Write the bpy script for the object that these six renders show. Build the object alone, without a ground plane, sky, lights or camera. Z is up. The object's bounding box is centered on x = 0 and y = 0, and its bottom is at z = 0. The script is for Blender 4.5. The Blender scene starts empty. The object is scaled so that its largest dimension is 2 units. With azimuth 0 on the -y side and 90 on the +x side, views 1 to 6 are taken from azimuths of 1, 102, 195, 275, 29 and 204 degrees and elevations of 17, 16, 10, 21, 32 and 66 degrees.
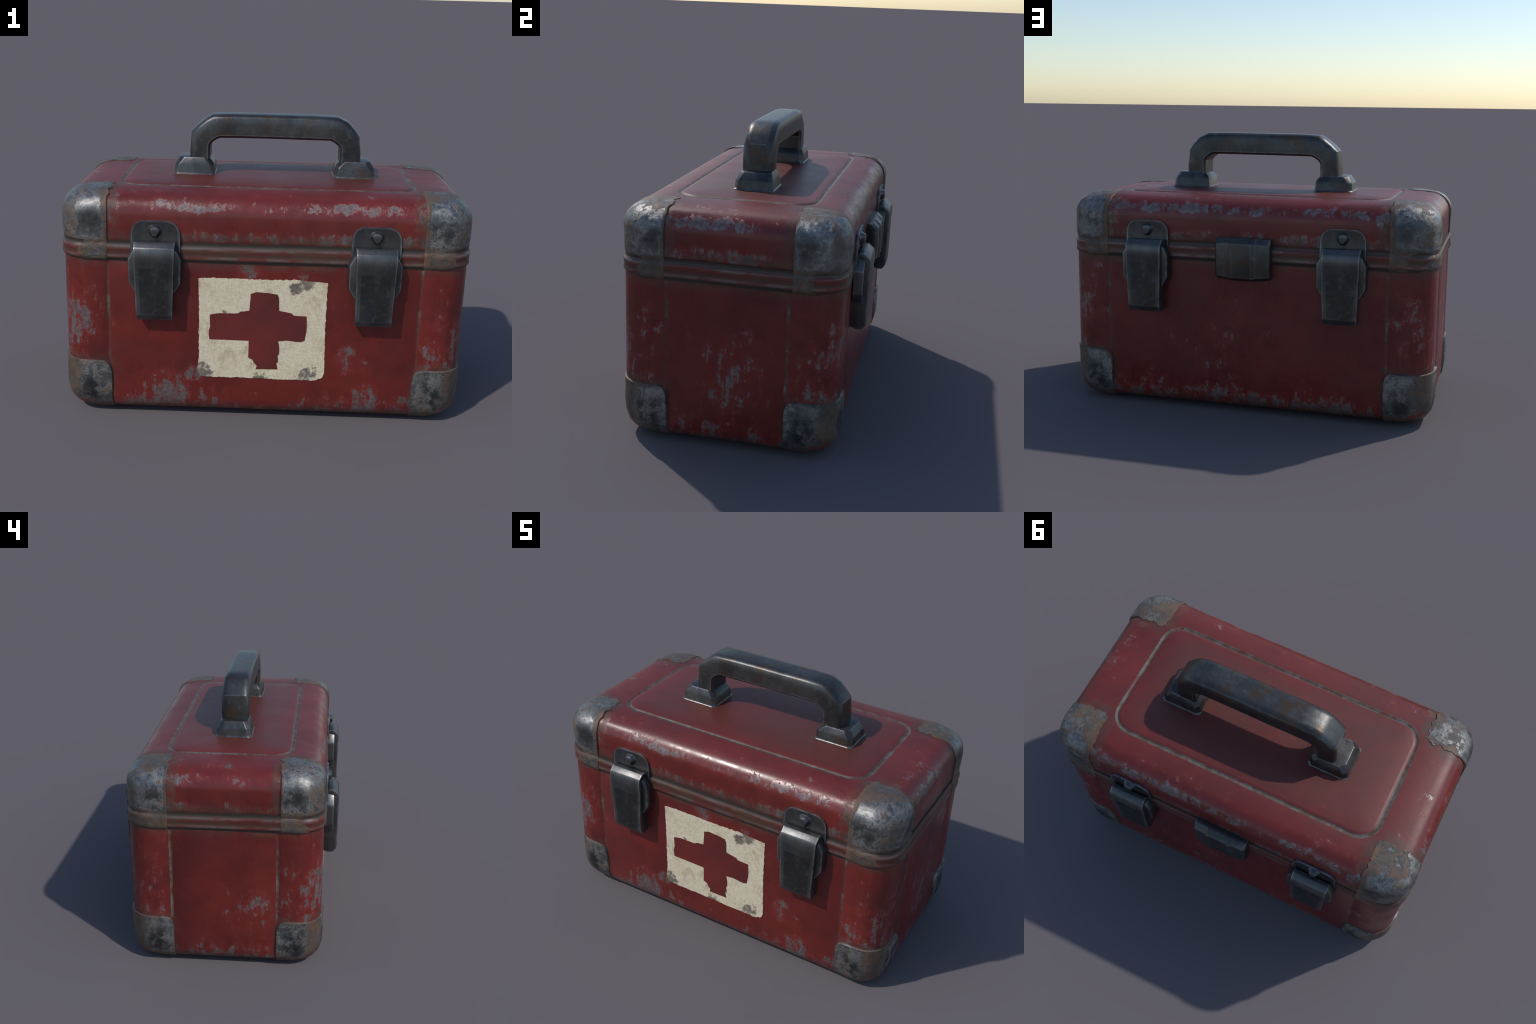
import bpy, bmesh, math, random
from mathutils import Vector, noise

random.seed(7)
COL = bpy.context.scene.collection

# --------------------------------------------------------------- dimensions
HX, HY, RB = 0.987, 0.5195, 0.125          # painted body half sizes and corner radius
SEAM_X, SEAM_Y = 0.757, 0.284             # where the corner armour starts
SHIFT = (-0.0015, -0.001, 0)               # the box sits a touch off the centre of the bounding box
HANDLE_X = 0.026                          # handle sits slightly off centre

# --------------------------------------------------------------- node helper
class Nodes:
    def __init__(self, name):
        self.m = bpy.data.materials.new(name)
        self.m.use_nodes = True
        self.t = self.m.node_tree
        self.t.nodes.clear()
        self.out = self.t.nodes.new("ShaderNodeOutputMaterial")
        self.b = self.t.nodes.new("ShaderNodeBsdfPrincipled")
        self.t.links.new(self.b.outputs[0], self.out.inputs[0])
        self.co = self.t.nodes.new("ShaderNodeTexCoord").outputs["Object"]
        s = self.t.nodes.new("ShaderNodeSeparateXYZ")
        self.link(self.co, s.inputs[0])
        self.x, self.y, self.z = s.outputs
        self.ax, self.ay = self.math("ABSOLUTE", self.x), self.math("ABSOLUTE", self.y)

    def link(self, a, b):
        if hasattr(a, "links") or isinstance(a, bpy.types.NodeSocket):
            self.t.links.new(a, b)
        else:
            b.default_value = a

    def math(self, op, a, b=0.0, c=None, clamp=False):
        n = self.t.nodes.new("ShaderNodeMath")
        n.operation = op
        n.use_clamp = clamp
        self.link(a, n.inputs[0])
        self.link(b, n.inputs[1])
        if c is not None:
            self.link(c, n.inputs[2])
        return n.outputs[0]

    def add(self, *v):
        r = v[0]
        for w in v[1:]:
            r = self.math("ADD", r, w)
        return r

    def mul(self, *v):
        r = v[0]
        for w in v[1:]:
            r = self.math("MULTIPLY", r, w)
        return r

    def big(self, *v):
        r = v[0]
        for w in v[1:]:
            r = self.math("MAXIMUM", r, w)
        return r

    def ramp(self, v, lo, hi, a=0.0, b=1.0):
        n = self.t.nodes.new("ShaderNodeMapRange")
        n.interpolation_type = "SMOOTHSTEP"
        self.link(v, n.inputs[0])
        for i, q in enumerate((lo, hi, a, b)):
            n.inputs[i + 1].default_value = q
        return n.outputs[0]

    def band(self, v, c, w, soft):
        """1 where |v-c|<w, fading out over soft"""
        d = self.math("ABSOLUTE", self.math("SUBTRACT", v, c))
        return self.ramp(d, w, w + soft, 1.0, 0.0)

    def blob(self, c, r, soft):
        n = self.t.nodes.new("ShaderNodeVectorMath")
        n.operation = "DISTANCE"
        self.link(self.co, n.inputs[0])
        n.inputs[1].default_value = c
        return self.ramp(n.outputs["Value"], r, r + soft, 1.0, 0.0)

    def noise(self, scale, detail=6.0, rough=0.6, stretch=(1, 1, 1), seed=0.0, dist=0.0):
        mp = self.t.nodes.new("ShaderNodeMapping")
        mp.inputs["Scale"].default_value = stretch
        mp.inputs["Location"].default_value = (seed * 3.1, seed * 1.7, seed * 2.3)
        self.link(self.co, mp.inputs["Vector"])
        n = self.t.nodes.new("ShaderNodeTexNoise")
        n.inputs["Scale"].default_value = scale
        n.inputs["Detail"].default_value = detail
        n.inputs["Roughness"].default_value = rough
        n.inputs["Distortion"].default_value = dist
        self.link(mp.outputs[0], n.inputs["Vector"])
        return n.outputs["Fac"]

    def mix(self, f, a, b):
        n = self.t.nodes.new("ShaderNodeMix")
        n.data_type = "RGBA"
        self.link(f, n.inputs[0])
        for s, v in ((n.inputs[6], a), (n.inputs[7], b)):
            if isinstance(v, tuple):
                s.default_value = (*v, 1.0)
            else:
                self.link(v, s)
        return n.outputs[2]

    def mixf(self, f, a, b):
        n = self.t.nodes.new("ShaderNodeMix")
        self.link(f, n.inputs[0])
        self.link(a, n.inputs[2])
        self.link(b, n.inputs[3])
        return n.outputs[0]

    def edge(self, radius, lo=0.02, hi=0.2):
        """1 on convex or concave edges, from the rounded (Bevel) normal"""
        bv = self.t.nodes.new("ShaderNodeBevel")
        bv.samples = 6
        bv.inputs["Radius"].default_value = radius
        g = self.t.nodes.new("ShaderNodeNewGeometry")
        d = self.t.nodes.new("ShaderNodeVectorMath")
        d.operation = "DOT_PRODUCT"
        self.link(bv.outputs[0], d.inputs[0])
        self.link(g.outputs["Normal"], d.inputs[1])
        return self.ramp(self.math("SUBTRACT", 1.0, d.outputs["Value"]), lo, hi)

    def finish(self, color, rough, metal=0.0, height=None, bump=0.3, dist=0.004, spec=0.5):
        self.link(color, self.b.inputs["Base Color"])
        self.link(rough, self.b.inputs["Roughness"])
        self.link(metal, self.b.inputs["Metallic"])
        self.link(spec, self.b.inputs["Specular IOR Level"])
        if height is not None:
            bp = self.t.nodes.new("ShaderNodeBump")
            bp.inputs["Strength"].default_value = bump
            bp.inputs["Distance"].default_value = dist
            self.link(height, bp.inputs["Height"])
            self.link(bp.outputs[0], self.b.inputs["Normal"])
        return self.m


RED_A, RED_B = (0.106, 0.0155, 0.0128), (0.156, 0.0192, 0.0152)
FADED = (0.215, 0.036, 0.030)
PRIMER = (0.225, 0.205, 0.203)
GRIME = (0.052, 0.038, 0.030)


def paint_material(name, where):
    """red enamel, worn down to grey primer and bare metal where the box rubs"""
    n = Nodes(name)
    tone = n.add(n.mul(n.noise(2.4, 4, 0.6, seed=1), 0.75), n.mul(n.noise(14, 4, 0.6, seed=10), 0.25))
    red = n.mix(n.ramp(tone, 0.36, 0.62), RED_A, RED_B)
    fine = n.noise(30, 9, 0.72, (1, 1, 0.8), seed=2)
    mid = n.noise(11, 7, 0.66, seed=13)
    lump = n.noise(3.6, 3, 0.5, seed=3)
    streak = n.noise(34, 7, 0.7, (1, 1, 0.22), seed=4)
    one = lambda v: n.math("SUBTRACT", 1.0, v)
    if where == "lid":
        gate = n.ramp(n.noise(2.6, 3, 0.6, seed=17), 0.40, 0.56, 0.55, 1.06)
        shoulder = n.mul(n.band(n.z, 1.088, 0.006, 0.046), gate)
        low = n.mul(n.band(n.z, 0.945, 0.010, 0.055), 0.88, gate)
        top = n.mul(n.ramp(n.z, 1.12, 1.145), n.big(n.ramp(n.ay, 0.36, 0.5), n.ramp(n.ax, 0.76, 0.92)), 0.72)
        near_cap = n.mul(n.band(n.ax, 0.73, 0.01, 0.06), n.ramp(n.ay, 0.40, 0.5), n.ramp(n.z, 0.95, 1.02), 0.8)
        wear = n.big(n.mul(shoulder, 0.95), low, top, near_cap)
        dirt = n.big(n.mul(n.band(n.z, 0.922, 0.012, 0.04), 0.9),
                     n.mul(n.band(n.ax, SEAM_X - 0.012, 0.014, 0.04), n.ramp(n.ay, 0.28, 0.34)),
                     n.mul(n.band(n.ay, SEAM_Y - 0.002, 0.014, 0.035), n.ramp(n.ax, 0.74, 0.8)))
        inner = n.mul(n.ramp(n.ax, 0.72, 0.55), n.ramp(n.ay, 0.33, 0.22), n.ramp(n.z, 1.13, 1.145))
        red = n.mix(n.mul(inner, n.ramp(tone, 0.3, 0.6, 0.95, 0.55)), red, (0.108, 0.030, 0.022))
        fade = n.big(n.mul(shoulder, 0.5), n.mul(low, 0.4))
    else:
        low = n.mul(n.ramp(n.z, 0.05, 0.24, 1.0, 0.0), 0.82)
        corner = n.mul(n.ramp(n.ax, 0.70, 0.83), n.ramp(n.ay, 0.22, 0.36), n.ramp(n.z, 0.76, 0.50, 0.5, 1.0))
        ends = n.mul(n.big(n.blob((0.98, 0.03, 0.40), 0.07, 0.25), n.blob((-0.98, -0.12, 0.33), 0.03, 0.22)), 0.74)
        back = n.mul(n.blob((0.12, 0.51, 0.32), 0.05, 0.34), 0.50)
        front = n.big(n.blob((-0.08, -0.51, 0.79), 0.02, 0.09), n.blob((0.42, -0.51, 0.33), 0.02, 0.12),
                      n.blob((0.19, -0.51, 0.76), 0.005, 0.05), n.blob((-0.335, -0.51, 0.235), 0.03, 0.05),
                      n.mul(n.blob((-0.46, -0.51, 0.12), 0.05, 0.15), 0.90), n.mul(n.blob((0.52, -0.51, 0.11), 0.04, 0.14), 0.90),
                      n.mul(n.blob((-0.93, -0.49, 0.48), 0.06, 0.22), 0.90))
        wear = n.big(low, n.mul(corner, 0.66), ends, back, front)
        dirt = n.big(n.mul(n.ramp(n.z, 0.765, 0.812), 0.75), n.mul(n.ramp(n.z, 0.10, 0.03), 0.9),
                     n.mul(n.ramp(n.z, 0.335, 0.30), n.ramp(n.ax, 0.70, 0.77), n.ramp(n.ay, 0.235, 0.30), 0.8))
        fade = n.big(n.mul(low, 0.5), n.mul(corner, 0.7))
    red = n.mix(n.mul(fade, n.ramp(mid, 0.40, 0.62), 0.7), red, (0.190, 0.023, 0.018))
    # worn spots need both the place and the noise
    v = n.add(n.mul(fine, 0.52), n.mul(mid, 0.40), n.mul(lump, 0.30), n.mul(streak, 0.42), n.mul(wear, 0.225))
    chip = n.ramp(v, 0.998, 1.046)
    halo = n.ramp(v, 0.90, 1.02)
    red = n.mix(n.mul(halo, 0.5), red, FADED)
    prim = n.mix(n.ramp(n.noise(52, 5, 0.65, seed=5), 0.35, 0.68), PRIMER, (0.135, 0.105, 0.10))
    d = n.mul(dirt, n.ramp(n.noise(16, 7, 0.68, seed=6), 0.32, 0.60))
    col = n.mix(n.mul(chip, n.ramp(streak, 0.35, 0.6, 0.5, 0.88)), red, prim)
    col = n.mix(n.mul(d, 0.72), col, n.mix(n.ramp(mid, 0.4, 0.62), GRIME, (0.110, 0.056, 0.030)))
    grit = n.noise(60, 5, 0.6, (1, 1, 0.3), seed=8)
    rough = n.add(0.17, n.mul(n.ramp(n.noise(7, 5, 0.65, seed=9), 0.3, 0.72), 0.18), n.mul(grit, 0.14), n.mul(d, 0.25))
    if where == "lid":      # the flat top has gone dull, the rubbed shoulders stay glossy
        flat = n.mul(n.ramp(n.z, 1.118, 1.142), n.ramp(n.noise(5, 5, 0.6, seed=18), 0.3, 0.6, 1.0, 0.75))
        rough = n.mixf(flat, rough, 0.52)
    rough = n.mixf(chip, rough, n.add(0.26, n.mul(streak, 0.22)))
    h = n.add(n.mul(grit, 0.22), n.mul(chip, -0.6), n.mul(streak, 0.15))
    return n.finish(col, rough, n.mul(chip, 0.4), h, 0.32, 0.003)


def seam_material(name, light=1.0, red_share=0.5, contrast=1.0):
    """paint rubbed through along a pressed seam: grey, tan and rust with red left in spots"""
    n = Nodes(name)
    f = n.noise(20, 8, 0.72, seed=11)
    g = n.noise(7, 6, 0.68, seed=12)
    c = n.mix(n.ramp(f, 0.40, 0.62), (0.085 * light, 0.050 * light, 0.033 * light), tuple(light * (0.085 + (q - 0.085) * contrast) for q in (0.19, 0.150, 0.122)))
    lo = 0.5 + (0.5 - red_share) * 0.28
    c = n.mix(n.mul(n.ramp(g, lo - 0.05, lo + 0.05), 0.9), c, (0.125, 0.022, 0.017))
    return n.finish(c, 0.52, 0.05, f, 0.3, 0.004)


def rim_material():
    n = Nodes("rim_worn_red")
    f = n.noise(9, 7, 0.65, (0.7, 0.7, 2.0), seed=14)
    g = n.noise(3.2, 5, 0.6, seed=15)
    c = n.mix(n.ramp(g, 0.46, 0.60), (0.128, 0.021, 0.016), (0.100, 0.045, 0.028))
    ledge = n.big(n.band(n.z, 0.883, 0.004, 0.008), n.band(n.z, 0.838, 0.004, 0.010))
    ledge_light = n.mul(ledge, n.ramp(f, 0.44, 0.58))  # highlight on the light-catching ledges, painted in as broken paler colour
    c = n.mix(n.mul(ledge_light, 0.65), c, (0.17, 0.145, 0.128))
    groove_dark = n.big(n.band(n.z, 0.908, 0.010, 0.012), n.band(n.z, 0.819, 0.007, 0.012), n.mul(n.band(n.z, 0.856, 0.003, 0.012), 0.6))  # darker brown bands above, between and below the ledges
    c = n.mix(n.mul(groove_dark, n.ramp(f, 0.28, 0.48, 0.55, 1.0)), c, (0.042, 0.032, 0.025))
    return n.finish(c, n.mixf(ledge_light, 0.40, 0.34), n.mul(ledge_light, 0.3), f, 0.25, 0.004)


def armour_material(name, lower):
    """bare steel corner, scuffed grey with brown rust creeping in from its edges"""
    n = Nodes(name)
    fine = n.noise(30, 9, 0.74, seed=21)
    mid = n.noise(12, 8, 0.68, seed=22)
    big = n.noise(5, 5, 0.62, seed=23)
    brush = n.noise(34, 6, 0.65, (1, 1, 0.22), seed=24)
    patch = n.ramp(n.add(n.mul(fine, 0.6), n.mul(mid, 0.4)), 0.44, 0.57)
    steel = n.mix(patch, (0.135, 0.131, 0.125), (0.315, 0.307, 0.295))
    steel = n.mix(n.mul(n.ramp(brush, 0.46, 0.66), 0.45), steel, (0.245, 0.25, 0.255))
    border = n.big(n.mul(n.band(n.ax, SEAM_X, 0.004, 0.035), n.ramp(n.ay, 0.30, 0.36)),
                   n.mul(n.band(n.ay, SEAM_Y, 0.004, 0.035), n.ramp(n.ax, 0.78, 0.84)))
    curve = n.mul(n.ramp(n.ax, 0.86, 0.94), n.ramp(n.ay, 0.40, 0.48))
    if lower:
        zone = n.big(n.mul(border, 0.15), n.mul(curve, 0.95), n.ramp(n.z, 0.09, 0.03), n.mul(n.ramp(n.z, 0.265, 0.292), 0.5))
        pit = n.big(n.band(n.ax, 0.845, 0.02, 0.07), n.band(n.ay, 0.375, 0.02, 0.07))
        pit = n.mul(n.band(n.z, 0.15, 0.03, 0.08), pit, n.math("SUBTRACT", 1.0, curve), 1.15)
    else:
        zone = n.big(border, n.mul(curve, 0.55), n.mul(n.ramp(n.z, 0.95, 0.90), 0.95), n.mul(n.ramp(n.z, 1.10, 1.15), 0.62))
        pit = n.big(n.band(n.ax, 0.835, 0.02, 0.08), n.band(n.ay, 0.365, 0.02, 0.07))
        pit = n.mul(n.band(n.z, 1.015, 0.02, 0.07), pit, n.math("SUBTRACT", 1.0, curve), 0.95)
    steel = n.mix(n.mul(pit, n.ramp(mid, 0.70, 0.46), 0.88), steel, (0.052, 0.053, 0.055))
    v = n.add(n.mul(mid, 0.48), n.mul(big, 0.30), n.mul(fine, 0.47), n.mul(zone, 0.165))
    rust = n.ramp(v, 0.665, 0.745)
    rcol = n.mix(n.ramp(n.noise(15, 7, 0.68, seed=26), 0.44, 0.60), (0.075, 0.050, 0.035), (0.135, 0.072, 0.037))
    rcol = n.mix(n.mul(border, n.ramp(big, 0.46, 0.6), 0.2 if lower else 0.7), rcol, (0.165, 0.080, 0.032))
    col = n.mix(n.mul(rust, 0.86), steel, rcol)
    rough = n.mixf(rust, n.add(0.27, n.mul(fine, 0.24)), 0.58)
    metal = n.mixf(rust, 0.75, 0.25)
    return n.finish(col, rough, metal, n.add(n.mul(fine, 0.6), n.mul(rust, 0.3), n.mul(mid, 0.5)), 0.68, 0.006)


def gunmetal_material(name, brown, base=1.0, worn=0.85):
    n = Nodes(name)
    f = n.noise(24, 8, 0.70, seed=31)
    g = n.noise(6, 6, 0.64, (1, 1, 0.6), seed=32)
    s = n.noise(40, 5, 0.6, (0.3, 1, 1), seed=34)
    col = n.mix(n.ramp(g, 0.36, 0.64), (0.050 * base, 0.051 * base, 0.052 * base), (0.086 * base, 0.087 * base, 0.087 * base))
    col = n.mix(n.mul(n.ramp(f, 0.50, 0.70), 0.45), col, (0.155, 0.155, 0.153))
    if brown:
        b = n.mul(n.ramp(n.noise(7, 8, 0.72, seed=33), 0.50, 0.64), brown)
        col = n.mix(b, col, (0.095, 0.058, 0.038))
    e = n.mul(n.edge(0.019, 0.02, 0.13), n.ramp(f, 0.36, 0.56, 0.25, 1.0)) if worn else 0.0
    col = n.mix(n.mul(e, worn), col, (0.40, 0.405, 0.41))
    rough = n.add(0.22, n.mul(f, 0.14), n.mul(g, 0.10), n.mul(s, 0.06))
    return n.finish(col, rough, 0.75, n.add(f, n.mul(g, 0.8), n.mul(s, 0.4)), 0.30, 0.004)


def cream_material():
    n = Nodes("cream_stencil_paint")
    weave = n.add(n.noise(120, 4, 0.7, (1, 1, 0.3), seed=41), n.noise(120, 4, 0.7, (0.3, 1, 1), seed=42))
    spot = n.noise(13, 7, 0.68, seed=43)
    col = n.mix(n.ramp(weave, 0.78, 1.15), (0.61, 0.515, 0.355), (0.745, 0.650, 0.475))
    col = n.mix(n.mul(n.ramp(spot, 0.50, 0.68), 0.6), col, (0.43, 0.32, 0.18))
    stain = None
    for c, r, s, k in (((0.20, -0.52, 0.73), 0.015, 0.06, 1.12), ((0.16, -0.52, 0.70), 0.01, 0.06, 1.12),
                       ((-0.30, -0.52, 0.24), 0.02, 0.085, 1.1), ((-0.01, -0.515, 0.225), 0.01, 0.07, 0.9),
                       ((0.22, -0.515, 0.235), 0.02, 0.09, 0.95), ((-0.19, -0.515, 0.57), 0.0, 0.03, 1.0),
                       ((0.25, -0.515, 0.27), 0.01, 0.05, 0.9), ((-0.05, -0.515, 0.30), 0.0, 0.03, 1.0)):
        q = n.mul(n.blob(c, r, s), k)
        stain = q if stain is None else n.big(stain, q)
    v = n.add(n.mul(n.noise(46, 10, 0.78, seed=44), 1.0), n.mul(n.noise(17, 5, 0.6, seed=47), 0.45), n.mul(stain, 0.33))
    m = n.ramp(v, 0.90, 1.05)
    col = n.mix(n.mul(m, 0.9), col, n.mix(n.ramp(spot, 0.4, 0.6), (0.085, 0.072, 0.066), (0.22, 0.165, 0.120)))
    speck = n.ramp(n.noise(62, 6, 0.75, seed=48), 0.58, 0.68)
    col = n.mix(n.mul(speck, n.ramp(n.noise(6, 4, 0.6, seed=49), 0.42, 0.60), 0.6), col, (0.26, 0.19, 0.125))
    return n.finish(col, 0.55, 0.0, weave, 0.15, 0.002)


def cross_material():
    n = Nodes("cross_red_paint")
    f = n.noise(20, 8, 0.7, seed=46)
    col = n.mix(n.ramp(n.noise(4, 3, 0.5, seed=45), 0.35, 0.65), RED_A, RED_B)
    col = n.mix(n.mul(n.ramp(f, 0.67, 0.74), 0.6), col, (0.28, 0.22, 0.21))
    return n.finish(col, 0.5, 0.0, f, 0.12, 0.002)


M_BODY = paint_material("body_red_enamel", "body")
M_LID = paint_material("lid_red_enamel", "lid")
M_SEAM = seam_material("seam_rubbed_paint", 0.85, 0.62)
M_GROOVE = seam_material("groove_rubbed_paint", 0.98, 0.12, 0.50)
M_RIM = rim_material()
M_CAP = armour_material("upper_corner_steel", False)
M_GUARD = armour_material("lower_corner_steel", True)
M_GRIP = gunmetal_material("grip_gunmetal", 0.85, 1.05)
M_METAL = gunmetal_material("latch_gunmetal", 0.25, 1.5)
M_PANEL = gunmetal_material("lever_panel_dark", 0.15, 0.85, 0)
M_CREAM = cream_material()
M_CROSS = cross_material()

# --------------------------------------------------------------- mesh helpers
def make(name, bm, mats, parent=None, angle=35, loc=(0, 0, 0), rot=0.0):
    bmesh.ops.recalc_face_normals(bm, faces=bm.faces[:])
    me = bpy.data.meshes.new(name)
    bm.to_mesh(me)
    bm.free()
    for m in mats:
        me.materials.append(m)
    for p in me.polygons:
        p.use_smooth = True
    me.set_sharp_from_angle(angle=math.radians(angle))
    return place(name, me, parent, loc, rot)


def place(name, me, parent, loc=(0, 0, 0), rot=0.0):
    o = bpy.data.objects.new(name, me)
    COL.objects.link(o)
    o.location = loc
    o.rotation_euler = (0, 0, rot)
    if parent:
        o.parent = parent
    return o


def ring(hx, hy, r, z, xs, ys, na):
    """rounded rectangle; xs/ys are stops along the straight sides (fractions, or metres if given as such)"""
    pts = []
    lx, ly = hx - r, hy - r
    X, Y = xs[1:], ys[1:]
    fx = (lambda v: v) if xs[0] == "m" else (lambda v: v * lx)
    fy = (lambda v: v) if ys[0] == "m" else (lambda v: v * ly)

    def arc(cx, cy, a0):
        return [(cx + r * math.cos(a0 + math.pi / 2 * i / na), cy + r * math.sin(a0 + math.pi / 2 * i / na), z)
                for i in range(na + 1)]
    pts += [(fx(v), -hy, z) for v in X] + arc(lx, -ly, -math.pi / 2)
    pts += [(hx, fy(v), z) for v in Y] + arc(lx, ly, 0)
    pts += [(-fx(v), hy, z) for v in X] + arc(-lx, ly, math.pi / 2)
    pts += [(-hx, -fy(v), z) for v in Y] + arc(-lx, -ly, math.pi)
    return pts


def loft(bm, rings, slots=None, close_first=True, close_last=True, loop=False, wobble=0.0):
    rows = []
    for pts in rings:
        row = []
        for p in pts:
            q = Vector(p)
            if wobble:
                q += Vector((noise.noise(q * 3.0), noise.noise(q * 3.0 + Vector((9, 0, 0))),
                             noise.noise(q * 3.0 + Vector((0, 9, 0))))) * wobble
            row.append(bm.verts.new(q))
        rows.append(row)
    n = len(rows[0])
    k = len(rows)
    for i in range(k if loop else k - 1):
        a, b = rows[i], rows[(i + 1) % k]
        for j in range(n):
            f = bm.faces.new((a[j], a[(j + 1) % n], b[(j + 1) % n], b[j]))
            if slots:
                f.material_index = slots(i, f)
    if not loop:
        if close_first:
            bm.faces.new(rows[0][::-1])
        if close_last:
            bm.faces.new(rows[-1])
    return rows


def bevel_sharp(bm, width, seg=2, angle=25):
    bm.normal_update()
    es = [e for e in bm.edges if len(e.link_faces) == 2 and e.calc_face_angle(0) > math.radians(angle)]
    bmesh.ops.bevel(bm, geom=es, offset=width, segments=seg, profile=0.6, affect="EDGES", clamp_overlap=True)


def prism(bm, a, b):
    """solid between two outlines with the same number of points"""
    va = [bm.verts.new(p) for p in a]
    vb = [bm.verts.new(p) for p in b]
    n = len(va)
    fs = [bm.faces.new(va[::-1]), bm.faces.new(vb)]
    for i in range(n):
        fs.append(bm.faces.new((va[i], va[(i + 1) % n], vb[(i + 1) % n], vb[i])))
    return fs


def arc_pts(c0, c1, d0, steps):
    """quarter of a superellipse from (d=0,z=c0) inwards to (d=d0,z=c1)"""
    out = []
    for i in range(steps + 1):
        a = math.pi / 2 * i / steps
        out.append((d0 * (1 - math.cos(a)), c0 + (c1 - c0) * math.sin(a)))
    return out

# --------------------------------------------------------------- the thing
root = bpy.data.objects.new("first_aid_box", None)
COL.objects.link(root)
root.empty_display_size = 0.3
root["label"] = "worn red metal first aid box with steel corners"
root["category"] = "first aid kit"

# --------------------------------------------------------------- body
SW = 0.008
sx = [SEAM_X - SW, SEAM_X - SW * 0.35, SEAM_X + SW * 0.35, SEAM_X + SW]
sy = [SEAM_Y - SW, SEAM_Y - SW * 0.35, SEAM_Y + SW * 0.35, SEAM_Y + SW]
xs = ["m"] + [-v for v in sx[::-1]] + [-0.5, -0.25, 0, 0.25, 0.5] + sx
ys = ["m"] + [-v for v in sy[::-1]] + [-0.1, 0.1] + sy
prof = [(0.16, 0.019), (0.082, 0.019), (0.052, 0.026), (0.026, 0.043), (0.009, 0.070), (0.002, 0.105),
        (0.0, 0.20), (0.0, 0.29), (0.0, 0.42), (0.0, 0.55), (0.0, 0.68), (0.0, 0.78), (0.001, 0.835), (0.02, 0.84)]
bm = bmesh.new()


def body_ring(d, z):
    pts = ring(HX - d, HY - d, max(RB - d * 0.4, 0.05), z, xs, ys, 8)
    out = []
    for x, y, zz in pts:
        gx, gy = abs(abs(x) - SEAM_X) < SW * 0.5, abs(abs(y) - SEAM_Y) < SW * 0.5
        k = 0.0035
        if gx and abs(y) > HY - d - 0.002:
            y -= math.copysign(k, y)
        if gy and abs(x) > HX - d - 0.002:
            x -= math.copysign(k, x)
        out.append((x, y, zz))
    return out


def seam_slot(i, f):
    c = f.calc_center_median()
    if c.z < 0.25:
        return 0
    sxm = abs(abs(c.x) - SEAM_X) < SW and abs(c.y) > HY - 0.03
    sym = abs(abs(c.y) - SEAM_Y) < SW and abs(c.x) > HX - 0.03
    return 1 if (sxm or sym) else 0


loft(bm, [body_ring(d, z) for d, z in prof], seam_slot)
body = make("body", bm, [M_BODY, M_SEAM], root, 35, SHIFT)

# --------------------------------------------------------------- lid with pressed groove and raised panel
LX, LY, LR = 0.988, 0.5215, 0.140
TOP = 1.153
fr = ["f"] + [-1 + 2 * i / 24 for i in range(1, 24)]
fy_ = ["f"] + [-1 + 2 * i / 10 for i in range(1, 10)]
LID_PROF = [(0.05, 0.905), (0.006, 0.907), (0.002, 0.915), (0.0, 0.93), (0.0, 0.98)] + arc_pts(1.035, TOP - 0.010, 0.110, 7)
bm = bmesh.new()
rings = [ring(LX - d, LY - d, max(LR - d * 0.35, 0.04), z, fr, fy_, 10) for d, z in LID_PROF]
rings.append(ring(LX - 0.15, LY - 0.135, 0.075, TOP - 0.006, fr, fy_, 10))
GX, GY, GR = 0.728, 0.334, 0.105
n_out = len(rings)
for off, dz in ((0.014, -0.0035), (0.009, -0.0040), (0.003, -0.0075), (-0.003, -0.0075), (-0.009, -0.0020), (-0.024, 0.000),
                (-0.08, 0.004), (-0.15, 0.006), (-0.22, 0.007)):
    rings.append(ring(GX + off, GY + off, max(GR + off, 0.03), TOP + dz, fr, fy_, 10))


def lid_slot(i, f):
    return 1 if n_out <= i <= n_out + 3 else 0


loft(bm, rings, lid_slot)
lid = make("lid", bm, [M_LID, M_GROOVE], root, 35, SHIFT)

# --------------------------------------------------------------- rim bead between body and lid
RIM = [(-0.03, 0.812), (0.000, 0.812), (0.002, 0.822), (0.008, 0.828), (0.0095, 0.836), (0.0070, 0.846), (0.0075, 0.868),
       (0.0100, 0.880), (0.009, 0.888), (0.004, 0.894), (0.0015, 0.903), (0.004, 0.915), (-0.03, 0.915)]
bm = bmesh.new()
loft(bm, [ring(HX + o, HY + o, RB + 0.01, z, fr, fy_, 10) for o, z in RIM], loop=True, wobble=0.003)
rim = make("rim_bead", bm, [M_RIM], root, 50, SHIFT)

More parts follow.
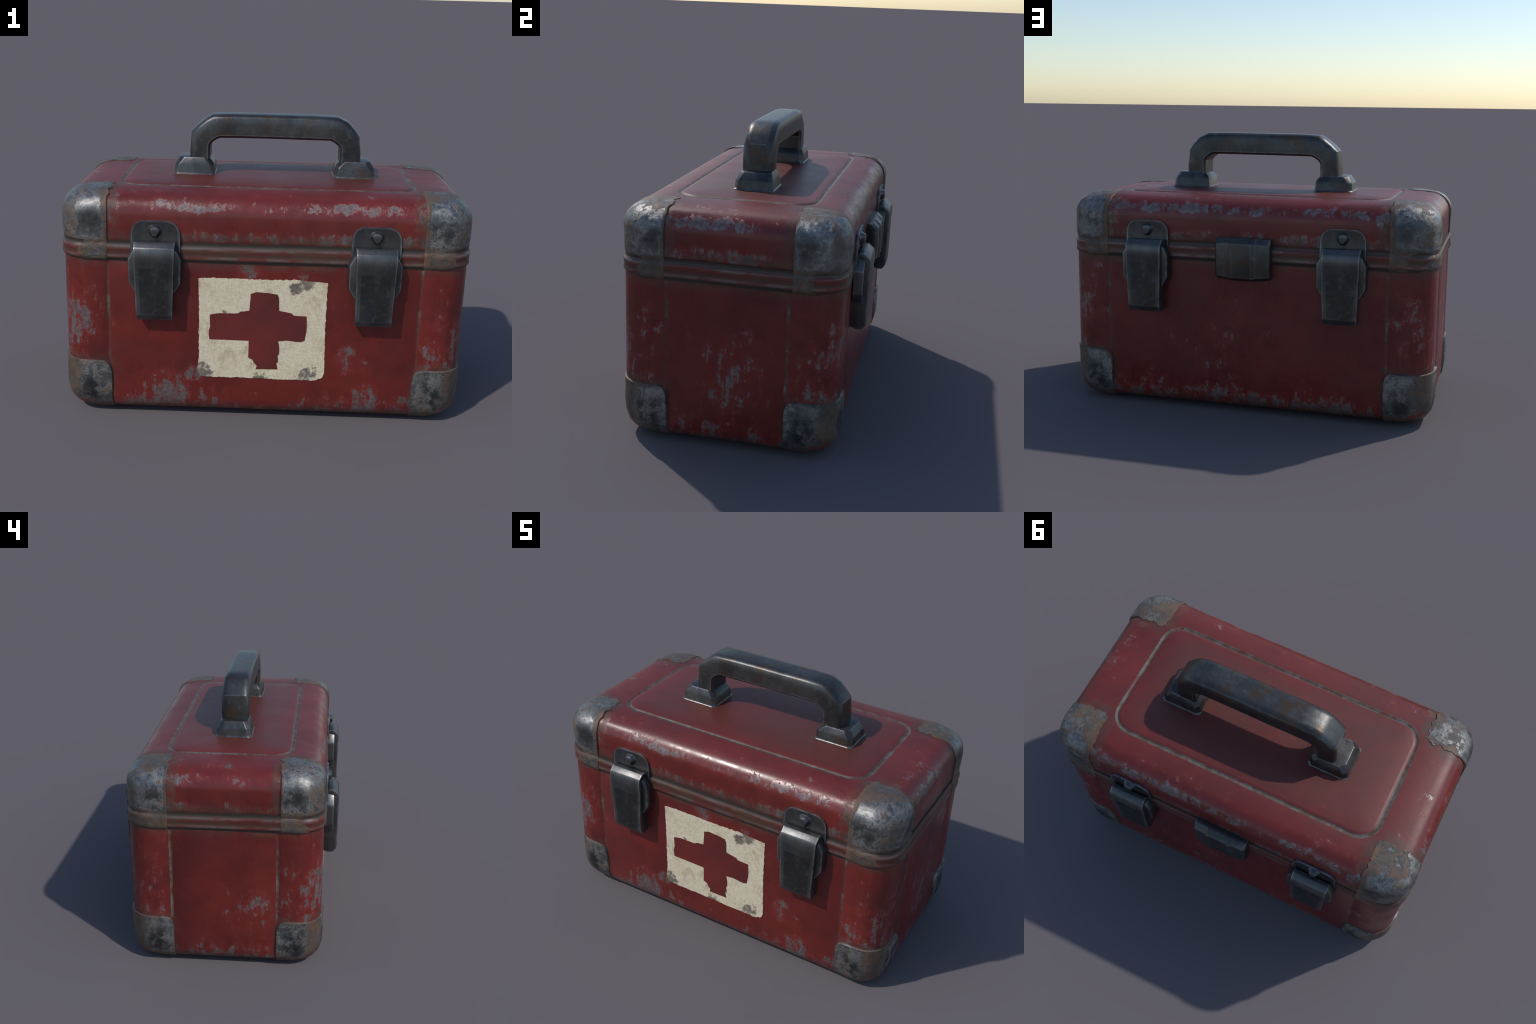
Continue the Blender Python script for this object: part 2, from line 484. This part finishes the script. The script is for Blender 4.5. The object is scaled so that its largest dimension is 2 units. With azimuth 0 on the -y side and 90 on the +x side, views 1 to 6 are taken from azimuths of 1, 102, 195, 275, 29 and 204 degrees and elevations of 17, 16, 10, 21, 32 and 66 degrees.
# --------------------------------------------------------------- corner armour
def armour(profile, base_x, base_y, rad, shrink, thick, limit, name, mat, ragged, seed):
    """a shell that hugs one corner: rows follow the profile, columns go round the corner"""
    NA, NS = 12, 7

    def corner_radius(d):
        """round the shoulder, then close towards a small radius on the flat"""
        r = rad - min(d, 0.10) * shrink
        return r if d < 0.10 else max(0.008, r - (r - 0.008) * (d - 0.10) / 0.095)

    def row(d, z, off, t):
        hx, hy = base_x - d, base_y - d
        r = corner_radius(d)
        x0, y0 = limit(z, t)
        if ragged:
            g = max(0.0, (z - 1.10) / 0.04)
            jag = lambda k: noise.noise(Vector((d * 30, z * 20, k))) * 0.016 + noise.noise(Vector((d * 150, z * 90, k))) * 0.013
            x0 += (jag(seed) - 0.004) * min(g, 1)
            y0 += (jag(seed + 5) - 0.002) * min(g, 1)
        x0, y0 = min(x0, hx - r - 0.001), min(y0, hy - r - 0.001)
        fs = [0, 0.04, 0.12] + [0.12 + 0.88 * i / (NS - 2) for i in range(1, NS - 1)]
        pts = [(x0 + (hx - r - x0) * f, hy) for f in fs]
        pts += [(hx - r + r * math.sin(math.pi / 2 * i / NA), hy - r + r * math.cos(math.pi / 2 * i / NA)) for i in range(1, NA)]
        pts += [(hx, y0 + (hy - r - y0) * f) for f in fs[::-1]]
        return [(x, y, z) for x, y in pts]

    def shell(off_mid, off_edge):
        out = []
        k = len(profile)
        for i, (d, z) in enumerate(profile):
            a, b = profile[max(i - 1, 0)], profile[min(i + 1, k - 1)]
            tx, tz = b[0] - a[0], b[1] - a[1]
            L = math.hypot(tx, tz) or 1
            nd, nz = -tz / L, tx / L           # outward: less inset on the walls, up on the top
            o = off_edge if i in (0, k - 1) else off_mid
            pts = row(d, z, o, i / (k - 1))
            res = []
            for j, (x, y, zz) in enumerate(pts):
                oo = off_edge if (j == 0 or j == len(pts) - 1) else o
                hx, hy = base_x - d, base_y - d
                r = corner_radius(d)
                vx, vy = max(x - (hx - r), 0), max(y - (hy - r), 0)
                l = math.hypot(vx, vy) or 1
                ux, uy = vx / l, vy / l
                dent = noise.noise(Vector((x * 11, y * 11 + seed, zz * 11))) * (0.0045 if d < 0.09 else 0.0015) - 0.0005
                q = oo + (dent if oo == off_mid else 0)
                res.append((x + ux * -nd * q, y + uy * -nd * q, zz + nz * q))
            out.append(res)
        return out

    bm = bmesh.new()
    A, B = shell(thick, 0.002), shell(-0.012, -0.012)
    va = [[bm.verts.new(p) for p in r] for r in A]
    vb = [[bm.verts.new(p) for p in r] for r in B]
    R, C = len(va), len(va[0])
    for i in range(R - 1):
        for j in range(C - 1):
            bm.faces.new((va[i][j], va[i][j + 1], va[i + 1][j + 1], va[i + 1][j]))
            bm.faces.new((vb[i][j], vb[i + 1][j], vb[i + 1][j + 1], vb[i][j + 1]))
    loop = [(0, j) for j in range(C)] + [(i, C - 1) for i in range(1, R)] + \
           [(R - 1, j) for j in range(C - 2, -1, -1)] + [(i, 0) for i in range(R - 2, 0, -1)]
    for a in range(len(loop)):
        p, q = loop[a], loop[(a + 1) % len(loop)]
        bm.faces.new((va[p[0]][p[1]], vb[p[0]][p[1]], vb[q[0]][q[1]], va[q[0]][q[1]]))
    return bm


def mirror_corner(bm, kx, ky):
    for v in bm.verts:
        v.co.x *= kx
        v.co.y *= ky


# upper caps follow the rim bead, the lid wall, its rounded shoulder and a bit of the top
UP = [(0.003, 0.812), (-0.003, 0.822), (-0.0085, 0.832), (-0.007, 0.846), (-0.0075, 0.868), (-0.009, 0.880), (-0.005, 0.892),
      (0.000, 0.900), (-0.003, 0.912), (-0.005, 0.93), (-0.006, 0.96), (-0.006, 1.00)]
UP += [(d - 0.006 * (1 - d / 0.105), z) for d, z in arc_pts(1.035, TOP - 0.010, 0.105, 9)]
UP += [(0.105 + 0.0085 * i, TOP - 0.0085 + 0.0035 * i / 12) for i in range(1, 13)] + [(0.211, TOP - 0.005), (0.215, TOP - 0.005)]


def up_limit(z, t):
    return SEAM_X + 0.0, SEAM_Y + 0.012


LOW = [(0.21, 0.016), (0.20, 0.013), (0.13, 0.012), (0.088, 0.016), (0.056, 0.028), (0.029, 0.050), (0.010, 0.083), (0.002, 0.12),
       (0.0, 0.16), (0.0, 0.20), (0.0, 0.24), (0.0, 0.262), (0.0, 0.278), (0.0, 0.287), (0.0, 0.292)]


def low_limit(z, t):
    k = max(0.0, (z - 0.232) / 0.061)
    o = 0.05 * (1 - math.sqrt(max(0.0, 1 - k * k)))
    return SEAM_X - 0.012 + o, SEAM_Y - 0.006 + o


for q, (kx, ky) in enumerate(((1, 1), (-1, 1), (1, -1), (-1, -1))):
    bm = armour(UP, HX, HY, 0.144, 0.38, 0.0042, up_limit, "corner_cap", M_CAP, True, 3.7 * q + 1)
    mirror_corner(bm, kx, ky)
    make("corner_cap", bm, [M_CAP], root, 50, SHIFT)
    bm = armour(LOW, HX, HY, 0.136, 0.30, 0.0105, low_limit, "corner_guard", M_GUARD, False, 3.7 * q + 2)
    mirror_corner(bm, kx, ky)
    make("corner_guard", bm, [M_GUARD], root, 50, SHIFT)

# --------------------------------------------------------------- handle
# stations: (outer x, outer z, inner x, inner z) from one leg over the top to the other
left = [(0.436, 1.195, 0.330, 1.195), (0.434, 1.280, 0.331, 1.262), (0.426, 1.378, 0.329, 1.310), (0.394, 1.410, 0.316, 1.326),
        (0.352, 1.443, 0.298, 1.339), (0.318, 1.462, 0.278, 1.347), (0.22, 1.466, 0.21, 1.348), (0.08, 1.467, 0.08, 1.349)]
right = [(0.438, 1.195, 0.332, 1.195), (0.436, 1.280, 0.333, 1.262), (0.428, 1.372, 0.333, 1.310), (0.402, 1.404, 0.320, 1.326),
         (0.366, 1.440, 0.300, 1.340), (0.312, 1.464, 0.280, 1.349), (0.22, 1.467, 0.21, 1.349), (0.08, 1.467, 0.08, 1.349)]
stations = [(a + (0.009 if a > 0.25 else 0), b, c + (0.004 if a > 0.25 else 0), d) for a, b, c, d in right] + [(-a, b, -c, d) for a, b, c, d in left[::-1]]
bm = bmesh.new()
rings = []
for ox, oz, ix, iz in stations:
    o, i = Vector((ox, 0, oz)), Vector((ix, 0, iz))
    pts = []
    # section: wide at the inner side, a little narrower and chamfered on the outer side
    for f, y in ((0.0, 0.064), (0.10, 0.077), (0.60, 0.078), (0.84, 0.075), (0.91, 0.070), (0.985, 0.056), (1.0, 0.04)):
        p = i.lerp(o, f)
        pts.append((p.x, y, p.z))
    pts = [(i.x, 0.045, i.z)] + pts
    sec = pts + [(x, -y, z) for x, y, z in pts[::-1]]
    rings.append(sec)
loft(bm, rings)
for v in bm.verts:
    v.co += Vector((0, noise.noise(v.co * 6) * 0.002, noise.noise(v.co * 6 + Vector((5, 0, 0))) * 0.0025))
handle = make("handle", bm, [M_GRIP], root, 32, (HANDLE_X, 0, 0))

bm = bmesh.new()
X0, X1, YF = 0.303, 0.512, 0.097


def oct_outline(x0, x1, y, c, z):
    return [(x0 + c, -y, z), (x1 - c, -y, z), (x1, -y + c, z), (x1, y - c, z), (x1 - c, y, z), (x0 + c, y, z), (x0, y - c, z), (x0, -y + c, z)]


lv = [oct_outline(X0 - 0.006, X1 + 0.006, YF + 0.006, 0.016, 1.140), oct_outline(X0 - 0.005, X1 + 0.005, YF + 0.005, 0.016, 1.162),
      oct_outline(X0, X1, YF - 0.001, 0.018, 1.167), oct_outline(X0 + 0.003, X1 - 0.002, YF - 0.004, 0.022, 1.208),
      oct_outline(X0 + 0.008, X1 - 0.009, YF - 0.008, 0.024, 1.220),
      oct_outline(X0 + 0.030, X1 - 0.026, YF - 0.018, 0.026, 1.245)]
loft(bm, lv)
bevel_sharp(bm, 0.006, 2, 20)
for v in bm.verts:      # the cast feet are a bit lumpy
    v.co += noise.noise_vector(v.co * 14) * 0.0035
foot = make("handle_foot", bm, [M_GRIP], handle, 30, (0.008, 0, 0))
place("handle_foot", foot.data, handle, (0, 0, 0), math.pi)

# --------------------------------------------------------------- latches
def latch_parts():
    parts = {}
    # tab plate on the lid with rounded shoulders and a raised border
    def tab(h, drop, top, rad, y):
        p = [(-h - 0.003, y, 0.862), (h + 0.003, y, 0.862), (h, y, top - rad)]
        for i in range(1, 7):
            a = math.pi / 2 * i / 6
            p.append((h - rad + rad * math.cos(a), y, top - rad + rad * math.sin(a)))
        p += [(-x, yy, z) for x, yy, z in p[:1:-1]]
        return p
    bm = bmesh.new()
    fs = prism(bm, tab(0.117, 0, 1.019, 0.062, 0.01), tab(0.117, 0, 1.019, 0.062, -0.022))
    front = fs[1]
    r = bmesh.ops.inset_region(bm, faces=[front], thickness=0.016, depth=0.0)
    bmesh.ops.translate(bm, verts=front.verts[:], vec=(0, 0.007, 0))
    bevel_sharp(bm, 0.005, 2, 20)
    parts["tab"] = bm
    # keeper nub: a stubby hook tapering down
    bm = bmesh.new()
    hook = [(-0.012, 1.002), (0.012, 1.002), (0.026, 0.993), (0.031, 0.976), (0.025, 0.955), (0.011, 0.933), (-0.011, 0.933), (-0.025, 0.955), (-0.031, 0.976), (-0.026, 0.993)]
    prism(bm, [(x * 1.25, -0.010, z) for x, z in hook], [(x * 0.62, -0.038, 0.972 + (z - 0.972) * 0.6) for x, z in hook])
    bevel_sharp(bm, 0.004, 2)
    parts["nub"] = bm
    # housing: hexagonal side wings standing a little off the wall
    bm = bmesh.new()
    wing = [(-0.092, 0.905), (0.092, 0.905), (0.112, 0.880), (0.133, 0.840), (0.130, 0.718), (0.100, 0.668), (-0.100, 0.668), (-0.130, 0.718),
            (-0.133, 0.840), (-0.112, 0.880)]
    prism(bm, [(x, -0.006, z) for x, z in wing], [(x * 0.95, -0.055, 0.79 + (z - 0.79) * 0.95) for x, z in wing])
    bevel_sharp(bm, 0.008, 2, 20)
    parts["wing"] = bm
    # lever: profile (out, z) extruded across, narrowing downwards
    bm = bmesh.new()
    pr = [(0.012, 0.903), (0.026, 0.921), (0.048, 0.922), (0.075, 0.899), (0.082, 0.880), (0.083, 0.836), (0.079, 0.824), (0.080, 0.700), (0.078, 0.565),
          (0.060, 0.537), (0.034, 0.534), (0.002, 0.545), (0.002, 0.678), (0.028, 0.700), (0.028, 0.880)]

    def w(z):
        return 0.087 + (z - 0.54) / 0.38 * 0.011
    prism(bm, [(-w(z), -o, z) for o, z in pr], [(w(z), -o, z) for o, z in pr])
    bevel_sharp(bm, 0.0045, 2, 28)
    parts["lever"] = bm
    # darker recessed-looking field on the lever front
    bm = bmesh.new()
    pan = [(-0.066, 0.572), (0.066, 0.572), (0.072, 0.79), (0.066, 0.800), (-0.066, 0.800), (-0.072, 0.79)]
    out = lambda z: 0.0785 + (z - 0.565) / 0.135 * 0.002 if z < 0.7 else 0.0800
    prism(bm, [(x, -0.070, z) for x, z in pan], [(x, -out(z) - 0.0006, z) for x, z in pan])
    parts["panel"] = bm
    return parts


P = latch_parts()
WALL = 0.517
first = True
for lx, ly, rot in ((-0.526, -WALL, 0.0), (0.526, -WALL, 0.0), (-0.527, WALL, math.pi), (0.525, WALL, math.pi)):
    if first:
        la = make("latch", P["wing"], [M_METAL], root, 30, (lx, ly, 0), rot)
        meshes = {}
        for key, nm, mat in (("tab", "latch_plate", M_METAL), ("nub", "keeper_hook", M_METAL), ("lever", "latch_lever", M_METAL),
                             ("panel", "lever_panel", M_PANEL)):
            meshes[nm] = make(nm, P[key], [mat], la, 30).data
        first = False
    else:
        l2 = place("latch", la.data, root, (lx, ly, 0), rot)
        for nm, me in meshes.items():
            place(nm, me, l2)

# --------------------------------------------------------------- hinge clasp in the middle of the back
bm = bmesh.new()
cl = [(-0.146, 0.000), (-0.146, 0.052), (-0.135, 0.062), (-0.073, 0.064), (-0.067, 0.071), (-0.053, 0.073), (-0.046, 0.068)]
cl += [(-x, o) for x, o in cl[::-1]]


def cl_ring(z, k, dz):
    return [(x * (1 - 0.012 * (1 - k)), 0.002 + o * k, z + dz * (1 - (x / 0.146) ** 2)) for x, o in cl]


loft(bm, [cl_ring(0.735, 0.55, -0.012), cl_ring(0.754, 1.0, -0.012), cl_ring(0.84, 1.03, 0), cl_ring(0.918, 1.0, 0.004), cl_ring(0.945, 0.55, 0.004)])
bevel_sharp(bm, 0.0025, 2, 20)
make("hinge_clasp", bm, [M_GRIP], root, 30, (-0.013, WALL, 0.003))

# --------------------------------------------------------------- emblem: cream field with a red cross, edges frayed
FIELD = [(-0.319, 0.737), (-0.272, 0.741), (-0.152, 0.740), (0.10, 0.741), (0.17, 0.744), (0.241, 0.736), (0.304, 0.733), (0.304, 0.611), (0.303, 0.496),
         (0.306, 0.341), (0.308, 0.262), (0.300, 0.238), (0.264, 0.221), (0.118, 0.220), (-0.029, 0.223), (-0.176, 0.223), (-0.306, 0.223), (-0.322, 0.26),
         (-0.314, 0.338), (-0.316, 0.455), (-0.315, 0.589)]
CROSS = [(-0.065, 0.666), (-0.04, 0.676), (0.01, 0.674), (0.065, 0.667), (0.072, 0.648), (0.075, 0.584), (0.138, 0.573), (0.145, 0.562), (0.21, 0.559),
         (0.213, 0.493), (0.204, 0.431), (0.183, 0.424), (0.118, 0.43), (0.075, 0.424), (0.081, 0.395), (0.082, 0.356), (0.075, 0.348), (0.078, 0.313),
         (0.069, 0.308), (0.076, 0.275), (-0.032, 0.273), (-0.027, 0.289), (-0.042, 0.308), (-0.05, 0.322), (-0.07, 0.333), (-0.07, 0.423),
         (-0.264, 0.424), (-0.268, 0.46), (-0.261, 0.491), (-0.263, 0.553), (-0.217, 0.562), (-0.127, 0.563), (-0.113, 0.573), (-0.07, 0.579)]


def frayed(ctrl, step, amp):
    out = []
    for i, a in enumerate(ctrl):
        b = ctrl[(i + 1) % len(ctrl)]
        L = math.hypot(b[0] - a[0], b[1] - a[1])
        k = max(1, int(L / step))
        nx, nz = (b[1] - a[1]) / L, -(b[0] - a[0]) / L
        for j in range(k):
            f = j / k
            x, z = a[0] + (b[0] - a[0]) * f, a[1] + (b[1] - a[1]) * f
            o = amp * (noise.noise(Vector((x * 60, z * 60, 1.0))) * 0.7 + noise.noise(Vector((x * 160, z * 160, 4.0))) * 0.6)
            out.append((x + nx * o, z + nz * o))
    return out


def slab(ctrl, y0, y1, amp):
    bm = bmesh.new()
    o = frayed(ctrl, 0.004, amp)
    fs = prism(bm, [(x, y0, z) for x, z in o], [(x, y1, z) for x, z in o])
    bm.normal_update()
    bmesh.ops.triangulate(bm, faces=fs[:2], ngon_method="EAR_CLIP")
    return bm


field = make("emblem_field", slab(FIELD, -HY - 0.001, -HY - 0.004, 0.0048), [M_CREAM], root, 30)
make("cross_emblem", slab(CROSS, -HY - 0.002, -HY - 0.0052, 0.0016), [M_CROSS], field, 30)
